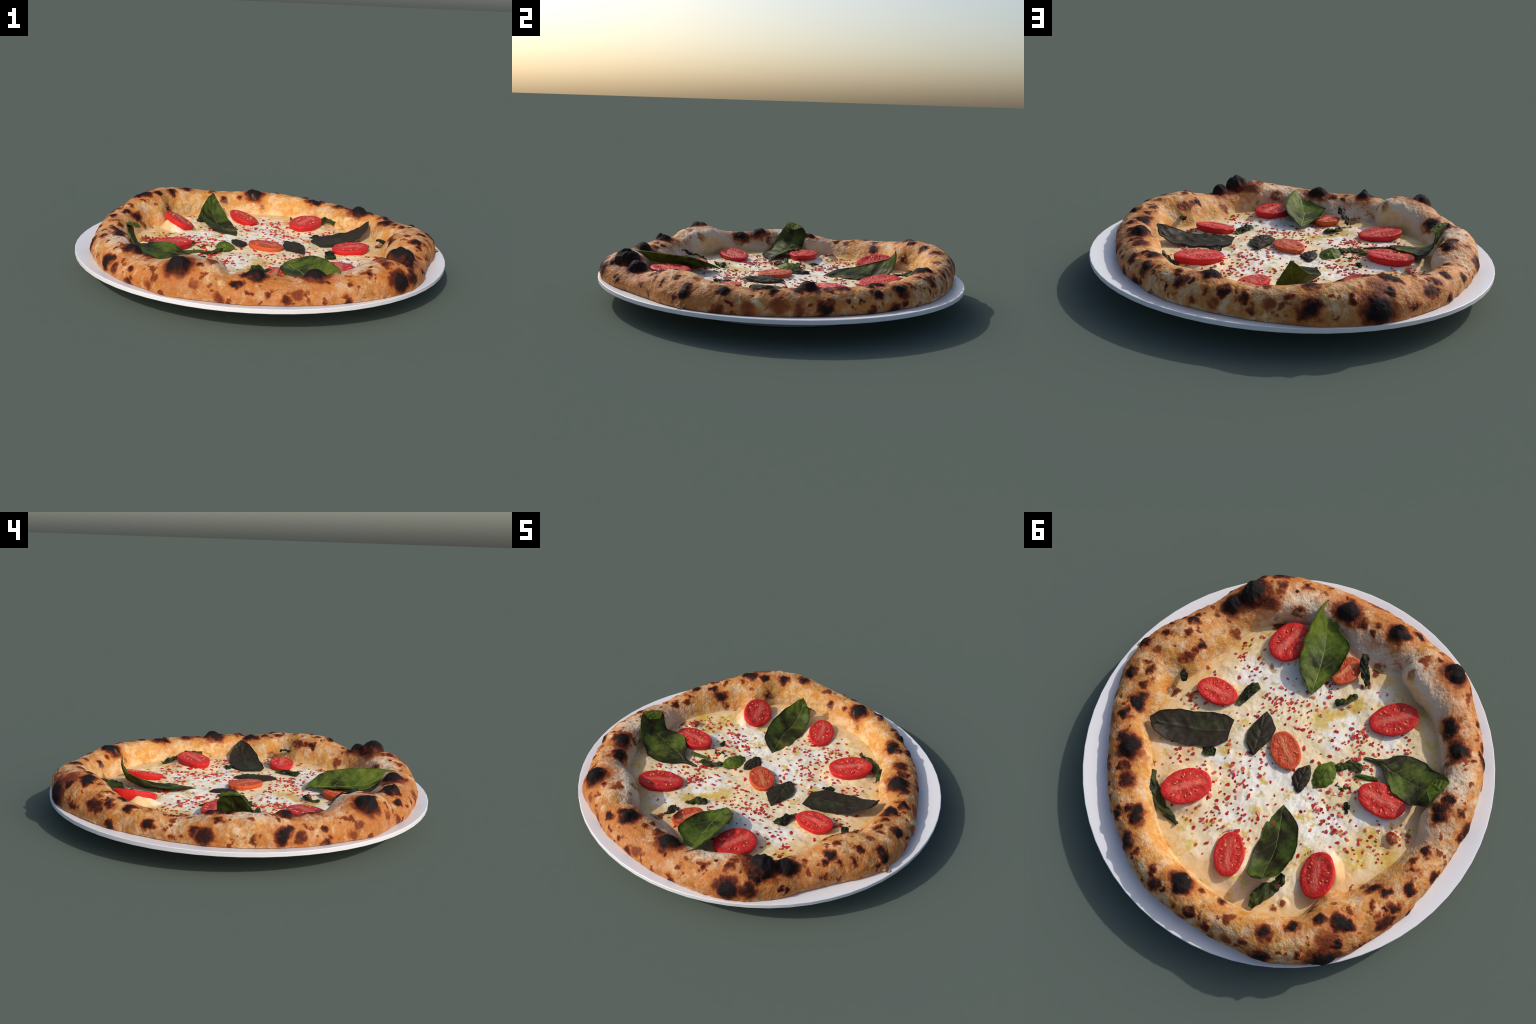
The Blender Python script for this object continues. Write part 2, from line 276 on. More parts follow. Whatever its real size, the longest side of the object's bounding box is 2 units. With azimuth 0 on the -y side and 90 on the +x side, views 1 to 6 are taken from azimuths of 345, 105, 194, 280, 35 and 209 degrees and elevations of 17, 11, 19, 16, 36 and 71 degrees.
# ---------------------------------------------------------------------------
# node helpers
# ---------------------------------------------------------------------------
class Tree:
    def __init__(self, name):
        self.mat = bpy.data.materials.new(name); self.mat.use_nodes = True
        self.t = self.mat.node_tree; self.t.nodes.clear()
        self.out = self.t.nodes.new("ShaderNodeOutputMaterial")
        self.bsdf = self.t.nodes.new("ShaderNodeBsdfPrincipled")
        self.t.links.new(self.bsdf.outputs[0], self.out.inputs[0])
        self.coord = self.t.nodes.new("ShaderNodeTexCoord").outputs["Object"]
    def put(self, socket, v):
        if isinstance(v, bpy.types.NodeSocket):
            self.t.links.new(v, socket)
        elif v is not None:
            if socket.type == "RGBA" and len(v) == 3:
                v = (*v, 1)
            socket.default_value = v
    def math(self, op, a, b=None, c=None, clamp=False):
        n = self.t.nodes.new("ShaderNodeMath"); n.operation = op; n.use_clamp = clamp
        for s, v in zip(n.inputs, (a, b, c)):
            self.put(s, v)
        return n.outputs[0]
    def vec(self, op, a, b=None, scale=None):
        n = self.t.nodes.new("ShaderNodeVectorMath"); n.operation = op
        self.put(n.inputs[0], a); self.put(n.inputs[1], b)
        if scale is not None:
            self.put(n.inputs["Scale"], scale)
        return n.outputs["Value"] if op in ("DISTANCE", "LENGTH", "DOT_PRODUCT") else n.outputs["Vector"]
    def noise(self, scale, vector=None, detail=3, rough=.55, out="Fac"):
        n = self.t.nodes.new("ShaderNodeTexNoise")
        self.put(n.inputs["Vector"], vector or self.coord)
        n.inputs["Scale"].default_value = scale; n.inputs["Detail"].default_value = detail
        n.inputs["Roughness"].default_value = rough
        return n.outputs[out]
    def cells(self, scale, vector=None, out="Distance", feature="F1"):
        n = self.t.nodes.new("ShaderNodeTexVoronoi"); n.feature = feature
        self.put(n.inputs["Vector"], vector or self.coord); n.inputs["Scale"].default_value = scale
        return n.outputs[out]
    def remap(self, v, a, b, lo=0., hi=1.):
        n = self.t.nodes.new("ShaderNodeMapRange"); n.interpolation_type = "SMOOTHSTEP"
        self.put(n.inputs[0], v)
        for s, x in zip(n.inputs[1:5], (a, b, lo, hi)):
            s.default_value = x
        return n.outputs[0]
    def mix(self, f, a, b, blend="MIX"):
        n = self.t.nodes.new("ShaderNodeMix"); n.data_type = "RGBA"; n.blend_type = blend
        self.put(n.inputs[0], f); self.put(n.inputs[6], a); self.put(n.inputs[7], b)
        return n.outputs[2]
    def ramp(self, f, stops):
        n = self.t.nodes.new("ShaderNodeValToRGB"); e = n.color_ramp.elements
        self.put(n.inputs[0], f)
        for k, (p, c) in enumerate(stops):
            el = e[k] if k < 2 else e.new(p)
            el.position = p; el.color = (*c, 1)
        return n.outputs[0]
    def bump(self, height, strength, distance, normal=None):
        n = self.t.nodes.new("ShaderNodeBump"); self.put(n.inputs["Height"], height)
        n.inputs["Strength"].default_value = strength; n.inputs["Distance"].default_value = distance
        if normal is not None:
            self.put(n.inputs["Normal"], normal)
        return n.outputs[0]
    def xyz(self, v=None):
        n = self.t.nodes.new("ShaderNodeSeparateXYZ"); self.put(n.inputs[0], v or self.coord)
        return n.outputs
    def finish(self, colour, rough=.5, normal=None, specular=.4, **more):
        b = self.bsdf
        self.put(b.inputs["Base Color"], colour); self.put(b.inputs["Roughness"], rough)
        self.put(b.inputs["Specular IOR Level"], specular)
        if normal is not None:
            self.put(b.inputs["Normal"], normal)
        for k, v in more.items():
            self.put(b.inputs[k.replace("_", " ")], v)
        return self.mat

# ---------------------------------------------------------------------------
# materials
# ---------------------------------------------------------------------------
def warped(t, amp):
    """Position pushed about by noise, so that round masks get ragged outlines."""
    a = t.vec("SCALE", t.vec("SUBTRACT", t.noise(20, detail=3, rough=.55, out="Color"), (.5, .5, .5)), scale=amp)
    return t.vec("ADD", t.coord, a)

def blobs(t, pos, items, inner=.35, outer=1.35):
    """Largest of the soft round masks (x, y, z, radius, strength)."""
    total = None
    for x, y, z, r, strength in items:
        d = t.vec("DISTANCE", pos, (x, y, z))
        m = t.remap(d, inner*r, outer*r, strength, 0)
        total = m if total is None else t.math("MAXIMUM", total, m)
    return total if total is not None else 0.0

def foot_distance(t):
    """Radial distance past the inner foot of the rim (negative on the cheese)."""
    s = t.xyz()
    ang = t.math("ARCTAN2", s[1], s[0])
    u = t.math("ADD", t.math("DIVIDE", ang, 2*math.pi), .5)
    n = t.t.nodes.new("ShaderNodeFloatCurve"); t.put(n.inputs["Value"], u)
    c = n.mapping.curves[0]
    for k in range(1, 36):
        c.points.new(k/36, RIM_INNER[(k-18) % 36])
    c.points[0].location = (0, RIM_INNER[18]); c.points[len(c.points)-1].location = (1, RIM_INNER[18])
    n.mapping.update()
    r = t.vec("LENGTH", t.vec("MULTIPLY", t.coord, (1, 1, 0)))
    return t.math("SUBTRACT", r, n.outputs[0]), s

def dough_look(t, spots):
    """Baked dough: pale flour, golden toast, brown and black scorch marks."""
    d, s = foot_distance(t)
    fine = t.noise(150, detail=3, rough=.65)
    mid = t.noise(26, detail=4, rough=.6)
    big = t.noise(6.5, detail=3)
    pale, warm, toast = (.73, .50, .255), (.66, .295, .070), (.50, .17, .034)
    col = t.mix(t.remap(t.math("ADD", t.math("MULTIPLY", mid, .6), t.math("MULTIPLY", big, .4)), .36, .58), pale, warm)
    # inner wall golden orange on the far side, whitish pale on the other
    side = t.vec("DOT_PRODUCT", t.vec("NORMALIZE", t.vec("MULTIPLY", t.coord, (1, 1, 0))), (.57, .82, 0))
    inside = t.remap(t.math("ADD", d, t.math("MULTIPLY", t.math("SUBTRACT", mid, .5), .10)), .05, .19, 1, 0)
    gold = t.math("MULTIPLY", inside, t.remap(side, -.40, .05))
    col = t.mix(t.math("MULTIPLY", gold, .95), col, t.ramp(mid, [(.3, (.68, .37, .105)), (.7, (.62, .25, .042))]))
    pale_side = t.math("MULTIPLY", inside, t.remap(side, -.60, -.25, 1, 0))
    col = t.mix(t.math("MULTIPLY", pale_side, .8), col, (.74, .63, .50))
    # the outer wall, which faced the oven floor, is browner and speckled
    wall = t.remap(t.math("ADD", d, t.math("MULTIPLY", t.math("SUBTRACT", big, .5), .16)), .145, .225)
    speck = t.remap(t.math("ADD", t.math("MULTIPLY", fine, .55), t.math("MULTIPLY", mid, .45)), .34, .54)
    col = t.mix(t.math("MULTIPLY", wall, t.math("MULTIPLY", speck, .85)), col, (.42, .145, .032))
    # broad toasted patches and small freckles
    patch = t.remap(t.noise(10, vector=t.vec("ADD", t.coord, (5.2, .3, 8.8)), detail=4, rough=.6), .44, .64)
    col = t.mix(t.math("MULTIPLY", t.math("MULTIPLY", patch, t.remap(d, .02, .10)), .75), col, (.52, .185, .036))
    flour = t.remap(t.noise(14, vector=t.vec("ADD", t.coord, (2.7, 6.1, 1.9)), detail=4, rough=.6), .46, .66)
    col = t.mix(t.math("MULTIPLY", flour, t.remap(wall, 0, 1, .58, .20)), col, (.73, .60, .42))
    dots = t.remap(t.noise(44, vector=t.vec("ADD", t.coord, (1.2, 9.3, 3.8)), detail=4, rough=.65), .53, .66)
    col = t.mix(t.math("MULTIPLY", t.math("MULTIPLY", dots, t.remap(d, .04, .10)), .72), col, (.42, .13, .026))
    # scorch marks
    pos = warped(t, .085)
    scorch = blobs(t, pos, spots, .35, 1.5)
    freckle = t.math("MULTIPLY", t.remap(t.noise(17, vector=t.vec("ADD", t.coord, (3.1, 1.7, .4)), detail=3, rough=.6), .56, .70), .55)
    freckle = t.math("MULTIPLY", freckle, t.remap(d, .03, .09))
    rough_edge = t.math("MULTIPLY", t.math("SUBTRACT", fine, .5), .26)
    v = t.math("MAXIMUM", scorch, freckle)
    v = t.math("ADD", v, t.math("MULTIPLY", rough_edge, t.remap(v, .05, .4)), clamp=True)
    burnt = t.ramp(v, [(.0, toast), (.25, (.42, .130, .026)), (.45, (.235, .048, .011)), (.64, (.125, .024, .008)), (.80, (.050, .013, .008)), (.93, (.014, .010, .010))])
    halo = blobs(t, pos, [q for q in spots if q[4] > .55], .9, 2.4)
    halo = t.math("MULTIPLY", halo, t.remap(t.noise(40, detail=4, rough=.65), .36, .56, .25, 1))
    col = t.mix(t.math("MULTIPLY", halo, .8), col, (.48, .145, .028))
    col = t.mix(t.remap(v, .04, .36), col, burnt)
    # fine flour grain
    col = t.mix(.30, col, t.ramp(fine, [(.3, (.60, .55, .50)), (.7, (1.12, 1.12, 1.12))]), "MULTIPLY")
    return col, v, d, mid, fine

def cheese_look(t):
    s = t.xyz()
    flat = t.vec("MULTIPLY", t.coord, (1, 1, 0))
    w = t.vec("ADD", flat, t.vec("MULTIPLY", t.vec("SUBTRACT", t.noise(13, detail=4, rough=.65, out="Color"), (.5, .5, .5)), (.13, .13, 0)))
    mid = t.noise(18, detail=5, rough=.6)
    stretch = t.noise(9, vector=t.vec("MULTIPLY", t.coord, (4.5, 1.6, 1)), detail=5, rough=.65)
    milk = blobs(t, w, [(x, y, 0, r, 1) for x, y, r in MILKY], .55, 1.25)
    cream = t.ramp(mid, [(.35, (.80, .62, .37)), (.65, (.83, .72, .53))])
    col = t.mix(t.math("MULTIPLY", milk, t.remap(mid, .25, .5, .6, 1)), cream, (.84, .80, .71))
    col = t.mix(t.math("MULTIPLY", t.remap(stretch, .52, .66), .5), col, (.84, .79, .69))
    butter = t.remap(t.noise(5.5, vector=t.vec("ADD", t.coord, (9.1, 3.3, 2)), detail=4, rough=.6), .44, .66)
    col = t.mix(t.math("MULTIPLY", butter, .55), col, (.78, .61, .29))
    tan = blobs(t, w, [(x, y, 0, r, 1) for x, y, r in BARE], .5, 1.3)
    col = t.mix(t.math("MULTIPLY", tan, .75), col, t.ramp(mid, [(.35, (.74, .44, .19)), (.65, (.77, .54, .29))]))
    fd, _ = foot_distance(t)
    ring = t.remap(t.math("ADD", fd, t.math("MULTIPLY", t.math("SUBTRACT", t.noise(8, detail=4), .5), .22)), -.14, -.01)
    col = t.mix(t.math("MULTIPLY", ring, .8), col, t.ramp(mid, [(.35, (.70, .40, .14)), (.65, (.76, .52, .26))]))
    oil = blobs(t, w, [(x, y, 0, r, 1) for x, y, r in OILY], .5, 1.3)
    drops = t.remap(t.noise(30, vector=t.vec("ADD", t.coord, (7, 2, 5)), detail=2), .59, .67)
    oily = t.math("MAXIMUM", t.math("MULTIPLY", oil, t.remap(t.noise(26, detail=3), .34, .54, .40, .95)), t.math("MULTIPLY", drops, .75))
    col = t.mix(oily, col, t.ramp(mid, [(.35, (.60, .37, .045)), (.65, (.68, .50, .12))]))
    # paprika and herb dust
    dust = t.cells(75, vector=w)
    tint = t.noise(9, vector=t.vec("ADD", t.coord, (4, 8, 1)), detail=2)
    col = t.mix(t.math("MULTIPLY", t.remap(dust, .10, .20, 1, 0), t.remap(tint, .48, .60, 0, .75)), col, (.62, .24, .05))
    return col, mid, stretch, oily

def make_dough(name, spots):
    t = Tree(name)
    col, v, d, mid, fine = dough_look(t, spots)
    ch, _, _, _ = cheese_look(t)
    edge = t.remap(t.math("ADD", d, t.math("MULTIPLY", t.math("SUBTRACT", mid, .5), .10)), -.02, .028)
    col = t.mix(edge, ch, col)
    grain = t.cells(170)
    h = t.math("ADD", t.math("MULTIPLY", fine, .5), t.math("MULTIPLY", grain, -.35))
    nrm = t.bump(t.math("ADD", h, t.math("MULTIPLY", mid, .6)), .5, .007)
    rough = t.remap(v, .4, .9, .60, .68)
    return t.finish(col, rough, nrm, t.remap(v, .4, .9, .22, .08))

def make_cheese(spots):
    t = Tree("molten_cheese")
    ch, mid, stretch, oily = cheese_look(t)
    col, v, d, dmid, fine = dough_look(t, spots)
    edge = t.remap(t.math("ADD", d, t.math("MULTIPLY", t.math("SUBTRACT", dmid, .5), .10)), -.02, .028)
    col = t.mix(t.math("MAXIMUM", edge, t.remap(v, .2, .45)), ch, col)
    h = t.math("ADD", t.math("MULTIPLY", stretch, 1.0), t.math("MULTIPLY", mid, .6))
    nrm = t.bump(t.math("ADD", h, t.math("MULTIPLY", fine, .35)), .32, .006)
    return t.finish(col, t.remap(oily, .2, .8, .55, .22), nrm, .28)

def make_tomato(name, skin, flesh, core):
    """Local frame: cut face in the xy plane, long axis x, unit half axes."""
    t = Tree(name)
    s = t.xyz()
    n = t.noise(3.2, detail=4, rough=.6)
    y = t.math("ABSOLUTE", t.math("ADD", s[1], t.math("MULTIPLY", t.math("SUBTRACT", n, .5), .35)))
    r = t.vec("LENGTH", t.vec("MULTIPLY", t.coord, (1, 1, 0)))
    col = t.mix(t.remap(n, .35, .65), flesh, tuple(c*.72 for c in flesh))
    pulp = t.math("MULTIPLY", t.remap(y, .03, .30, 1, 0), t.remap(r, .45, .9, 1, 0))
    col = t.mix(t.math("MULTIPLY", pulp, .85), col, core)
    rays = t.math("SINE", t.math("MULTIPLY", t.math("ARCTAN2", s[1], s[0]), 9.))
    ring = t.math("MULTIPLY", t.remap(r, .35, .5), t.remap(r, .68, .86, 1, 0))
    col = t.mix(t.math("MULTIPLY", ring, t.remap(rays, -.2, .9, .0, .25)), col, core)
    col = t.mix(t.remap(r, .84, .93), col, skin)
    col = t.mix(t.remap(s[2], -.02, -.10), col, skin)
    nrm = t.bump(t.math("ADD", t.noise(7, detail=4), t.math("MULTIPLY", rays, .08)), .3, .04)
    return t.finish(col, .40, nrm, .20, Subsurface_Weight=.12, Subsurface_Radius=(.03, .008, .005), Subsurface_Scale=.25)

def make_leaf(name, light, mid, dark, dark_amount):
    t = Tree(name)
    n = t.noise(11, detail=4, rough=.6)
    f = t.noise(60, detail=3)
    col = t.mix(t.remap(t.math("ADD", t.math("MULTIPLY", n, .75), t.math("MULTIPLY", f, .25)), .34, .68), mid, light)
    shade = t.noise(6.5, vector=t.vec("ADD", t.coord, (1.3, 4.1, 2.2)), detail=4, rough=.6)
    col = t.mix(t.remap(shade, .60-dark_amount*.5, .80-dark_amount*.5), col, dark)
    nrm = t.bump(t.math("ADD", n, f), .5, .004)
    m = t.finish(col, .50, nrm, .18)
    tr = t.t.nodes.new("ShaderNodeBsdfTranslucent"); t.put(tr.inputs[0], col)
    mx = t.t.nodes.new("ShaderNodeMixShader"); mx.inputs[0].default_value = .30
    t.t.links.new(t.bsdf.outputs[0], mx.inputs[1]); t.t.links.new(tr.outputs[0], mx.inputs[2])
    t.t.links.new(mx.outputs[0], t.out.inputs[0])
    return m

def make_plain(name, a, b, scale, rough, specular=.4, bump=.2, coat=0.):
    t = Tree(name)
    n = t.noise(scale, detail=3)
    return t.finish(t.mix(t.remap(n, .35, .65), a, b), rough, t.bump(n, bump, .003), specular, Coat_Weight=coat)

def make_chili():
    t = Tree("chili_skin")
    r = t.t.nodes.new("ShaderNodeNewGeometry").outputs["Random Per Island"]
    col = t.ramp(r, [(0, (.26, .008, .010)), (.3, (.46, .014, .014)), (.72, (.58, .028, .018)), (.88, (.62, .12, .03)), (1, (.62, .26, .06))])
    return t.finish(col, .35, None, .5)

# ---------------------------------------------------------------------------
# plate
# ---------------------------------------------------------------------------
def build_plate():
    # radius, height from the underside centre, over the lip, to the well
    profile = [(0, 0), (.50, 0), (.640, 0), (.655, .006), (.680, .030), (.74, .054), (.83, .078), (.92, .097), (.980, .1065), (.996, .1085),
               (1.0, .1115), (1.0, .1295), (.9975, .1315), (.985, .1305), (.96, .126), (.90, .116), (.85, .107), (.78, .097), (.60, .086), (0, .084)]
    n = 64
    verts, faces = [(0, 0, profile[0][1])], []
    for r, z in profile[1:-1]:
        verts += [(r*math.cos(2*math.pi*k/n), r*math.sin(2*math.pi*k/n), z) for k in range(n)]
    verts.append((0, 0, profile[-1][1]))
    rows, last = len(profile)-2, len(verts)-1
    ix = lambda row, k: 1+row*n+k % n
    for k in range(n):
        faces.append((0, ix(0, k+1), ix(0, k)))
        for row in range(rows-1):
            faces.append((ix(row, k), ix(row, k+1), ix(row+1, k+1), ix(row+1, k)))
        faces.append((ix(rows-1, k), ix(rows-1, k+1), last))
    glaze = make_plain("white_glaze", (.80, .79, .80), (.76, .75, .765), 240, .38, .45, .12)
    ob = new_object("plate", verts, faces, None, [glaze])
    ob.data.set_sharp_from_angle(angle=math.radians(35))
    ob["label"] = "round white ceramic dinner plate with thin raised lip"
    ob["category"] = "plate"
    return ob

# ---------------------------------------------------------------------------
# pizza body: rim and cheese are one surface, split at the foot of the rim
# ---------------------------------------------------------------------------
N_AROUND, N_CHEESE, N_RIM = 1500, 130, 190

def spot_points(lifted):
    out = []
    for deg, s, radius, strength, bump in SCORCH:
        a = math.radians(deg)
        p = rim_point(np.array(a), np.array(s))
        e1 = rim_point(np.array(a+.01), np.array(s))-rim_point(np.array(a-.01), np.array(s))
        e2 = rim_point(np.array(a), np.array(min(s+.02, 1)))-rim_point(np.array(a), np.array(max(s-.02, 0)))
        n = np.cross(e2, e1); n /= np.linalg.norm(n)
        bump *= 1.3 if 22 < bump < 50 else 1.0
        p = p+n*bump/1000*.6*(lifted)
        out.append((p[0], p[1], p[2], radius, strength, bump/1000, deg, s))
    return out

def tomato_frame(c, n, axis):
    n = np.array(n, float); n /= np.linalg.norm(n)
    a = np.array([*axis, 0.]); a -= n*(a@n); a /= np.linalg.norm(a)
    return np.array(c, float), a, np.cross(n, a), n

def body_surface():
    th = np.linspace(0, 2*np.pi, N_AROUND, endpoint=False)
    # --- cheese disc
    u = np.linspace(0, 1, N_CHEESE+1)[1:]**.85
    T, U = np.meshgrid(th, u, indexing="ij")
    R = around(RIM_INNER, T)*U
    x, y = R*np.cos(T), R*np.sin(T)
    flat = np.stack([x, y, np.zeros_like(x)], -1)
    z = CHEESE_Z+.0075*fractal(flat, 5, 3, 3)+.0035*fractal(flat, 17, 2, 9)+.0011*perlin(flat*np.array([60, 24, 1]), 21)+.0010*fractal(flat, 60, 2, 23)
    for c, n, axis, a, b, depth in TOMATOES:      # cheese pulled up round each tomato
        o, ax, ay, nn = tomato_frame(c, n, axis)
        d = np.sqrt((((x-o[0])*ax[0]+(y-o[1])*ax[1])/a)**2+(((x-o[0])*ay[0]+(y-o[1])*ay[1])/b)**2)
        k = 1/np.maximum(d, 1)
        face = o[2]-(nn[0]*(x-o[0])+nn[1]*(y-o[1]))*k/nn[2]     # height of the cut face at the nearest rim point
        z += (np.clip(face-.034, CHEESE_Z, None)-CHEESE_Z)*smooth(1.5, .98, d+.12*fractal(flat, 9, 2, 15))
        z = np.where(d < 1.05, np.minimum(z, face-.020), z)
    for bx, by, br, bh in BUBBLES:
        z += bh*np.maximum(0, 1-((x-bx)**2+(y-by)**2)/br**2)**1.2
    ease = smooth(1.0, .88, U)
    z = CHEESE_Z+(z-CHEESE_Z)*ease
    cheese = np.stack([x, y, z], -1)
    # --- rim
    s = np.linspace(0, 1, N_RIM+1)[1:]
    T2, S2 = np.meshgrid(th, s, indexing="ij")
    P = rim_point(T2, S2)
    nrm = grid_normals(P, True)
    if nrm[0, N_RIM//2, 2] < 0:
        nrm = -nrm
    win = smooth(0, .10, S2)*smooth(1.0, .95, S2)
    h = .0065*fractal(P, 7.5, 3, 31)+.0034*fractal(P, 24, 3, 47)+.0012*fractal(P, 85, 2, 53)
    # folds running across the rim
    h += .0035*perlin(np.stack([T2*9, S2*1.3, T2*0], -1), 71)
    h *= win
    rag = .012*fractal(P, 30, 3, 83)*smooth(.90, 1.0, S2)           # torn lower edge
    warp = P+.006*np.stack([fractal(P, 30, 2, 5), fractal(P, 30, 2, 6), fractal(P, 30, 2, 7)], -1)
    lift = np.zeros_like(h)
    lumpy = 1+.22*fractal(P, 28, 2, 91)
    for bx, by, bz, radius, strength, bump, deg, _ in spot_points(0):
        bump = max(bump, .004*strength*(radius > .012))
        d = np.abs((np.degrees(T2[:, 0])-deg+180) % 360-180) < 8
        q = warp[d]-np.array([bx, by, bz])
        dist = np.sqrt((q**2).sum(-1))/(radius*1.12)
        k = np.maximum(0, 1-dist**2)
        lift[d] = np.maximum(lift[d], bump*(k**.62 if bump > .05 else k**1.0*.85))
    P = P+nrm*(h+lift*lumpy*win)[..., None]
    P[..., 2] += rag
    rest = np.interp(np.hypot(P[..., 0], P[..., 1]), [.6, .78, .85, .90, .96, 1.0], [.087, .098, .108, .117, .127, .132])
    P[..., 2] = np.maximum(P[..., 2], rest+.0015)        # lies on the plate
    # --- underside
    under = []
    for f, zz in ((.97, .100), (.85, .092), (.5, .0885), (.02, .0885)):
        r = np.hypot(P[:, -1, 0], P[:, -1, 1])*f
        under.append(np.stack([r*np.cos(th), r*np.sin(th), np.minimum(np.full_like(r, zz), P[:, -1, 2]-.001)], -1))
    under = np.stack(under, 1)
    return np.concatenate([cheese, P, under], 1), th

def build_body(pizza):
    G, th = body_surface()
    nt, nr = G.shape[:2]
    centre = np.array([[0, 0, G[:, 0, 2].mean()]])
    N = grid_normals(G, True)
    if N[0, N_CHEESE+N_RIM//2, 2] < 0:
        N = -N
    global SURFACE
    SURFACE = G[:, :N_CHEESE]
    spots = [(*sp[:3], sp[3]*1.10+.002+.55*sp[5], sp[4]) for sp in spot_points(1)]
    sectors = 10
    doughs = []
    for k in range(sectors):
        mid = 2*math.pi*(k+.5)/sectors; near = []
        for sp in spots:
            a = abs((math.atan2(sp[1], sp[0])-mid+math.pi) % (2*math.pi)-math.pi)
            if a < math.pi/sectors+(sp[3]*1.5+.03)/.65:
                near.append(sp)
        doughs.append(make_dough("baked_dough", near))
    low = [sp for sp in spots if math.hypot(sp[0], sp[1])-1.4*sp[3] < around(RIM_INNER, np.array(math.atan2(sp[1], sp[0])))]
    low += [(x, y, CHEESE_Z+h*.7, r, .45, ) for x, y, r, h in BUBBLES]
    cheese_mat = make_cheese(low)
    def part(name, a, b, mats, slots, pole=None):
        sub = G[:, a:b+1]; m = sub.shape[1]
        verts = sub.reshape(-1, 3); normals = N[:, a:b+1].reshape(-1, 3)
        i, j = np.meshgrid(np.arange(nt), np.arange(m-1), indexing="ij")
        i2 = (i+1) % nt
        f = np.stack([i*m+j, i*m+j+1, i2*m+j+1, i2*m+j], -1).reshape(-1, 4)
        faces = [tuple(q) for q in f]
        mi = list(((i*slots)//nt).reshape(-1)) if slots > 1 else [0]*len(faces)
        if pole is not None:
            pz, col, up = pole
            verts = np.vstack([verts, [[0, 0, pz]]]); normals = np.vstack([normals, [[0, 0, up]]])
            c = len(verts)-1
            for k in range(nt):
                q = (c, k*m+col, ((k+1) % nt)*m+col)
                faces.append(q if up > 0 else q[::-1]); mi.append((k*slots)//nt)
        ob = new_object(name, verts, faces, pizza, mats, mi)
        ob.data.normals_split_custom_set_from_vertices([tuple(v) for v in normals])
        return ob
    part("cheese", 0, N_CHEESE-1, [cheese_mat], 1, (float(centre[0, 2]), 0, 1))
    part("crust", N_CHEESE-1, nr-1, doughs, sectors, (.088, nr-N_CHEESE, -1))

def cheese_height(x, y):
    """Height of the built cheese near (x, y)."""
    th = math.atan2(y, x) % (2*math.pi); i = int(th/(2*math.pi)*N_AROUND) % N_AROUND
    row = SURFACE[i]; r = np.hypot(row[:, 0], row[:, 1])
    return float(np.interp(math.hypot(x, y), r, row[:, 2]))

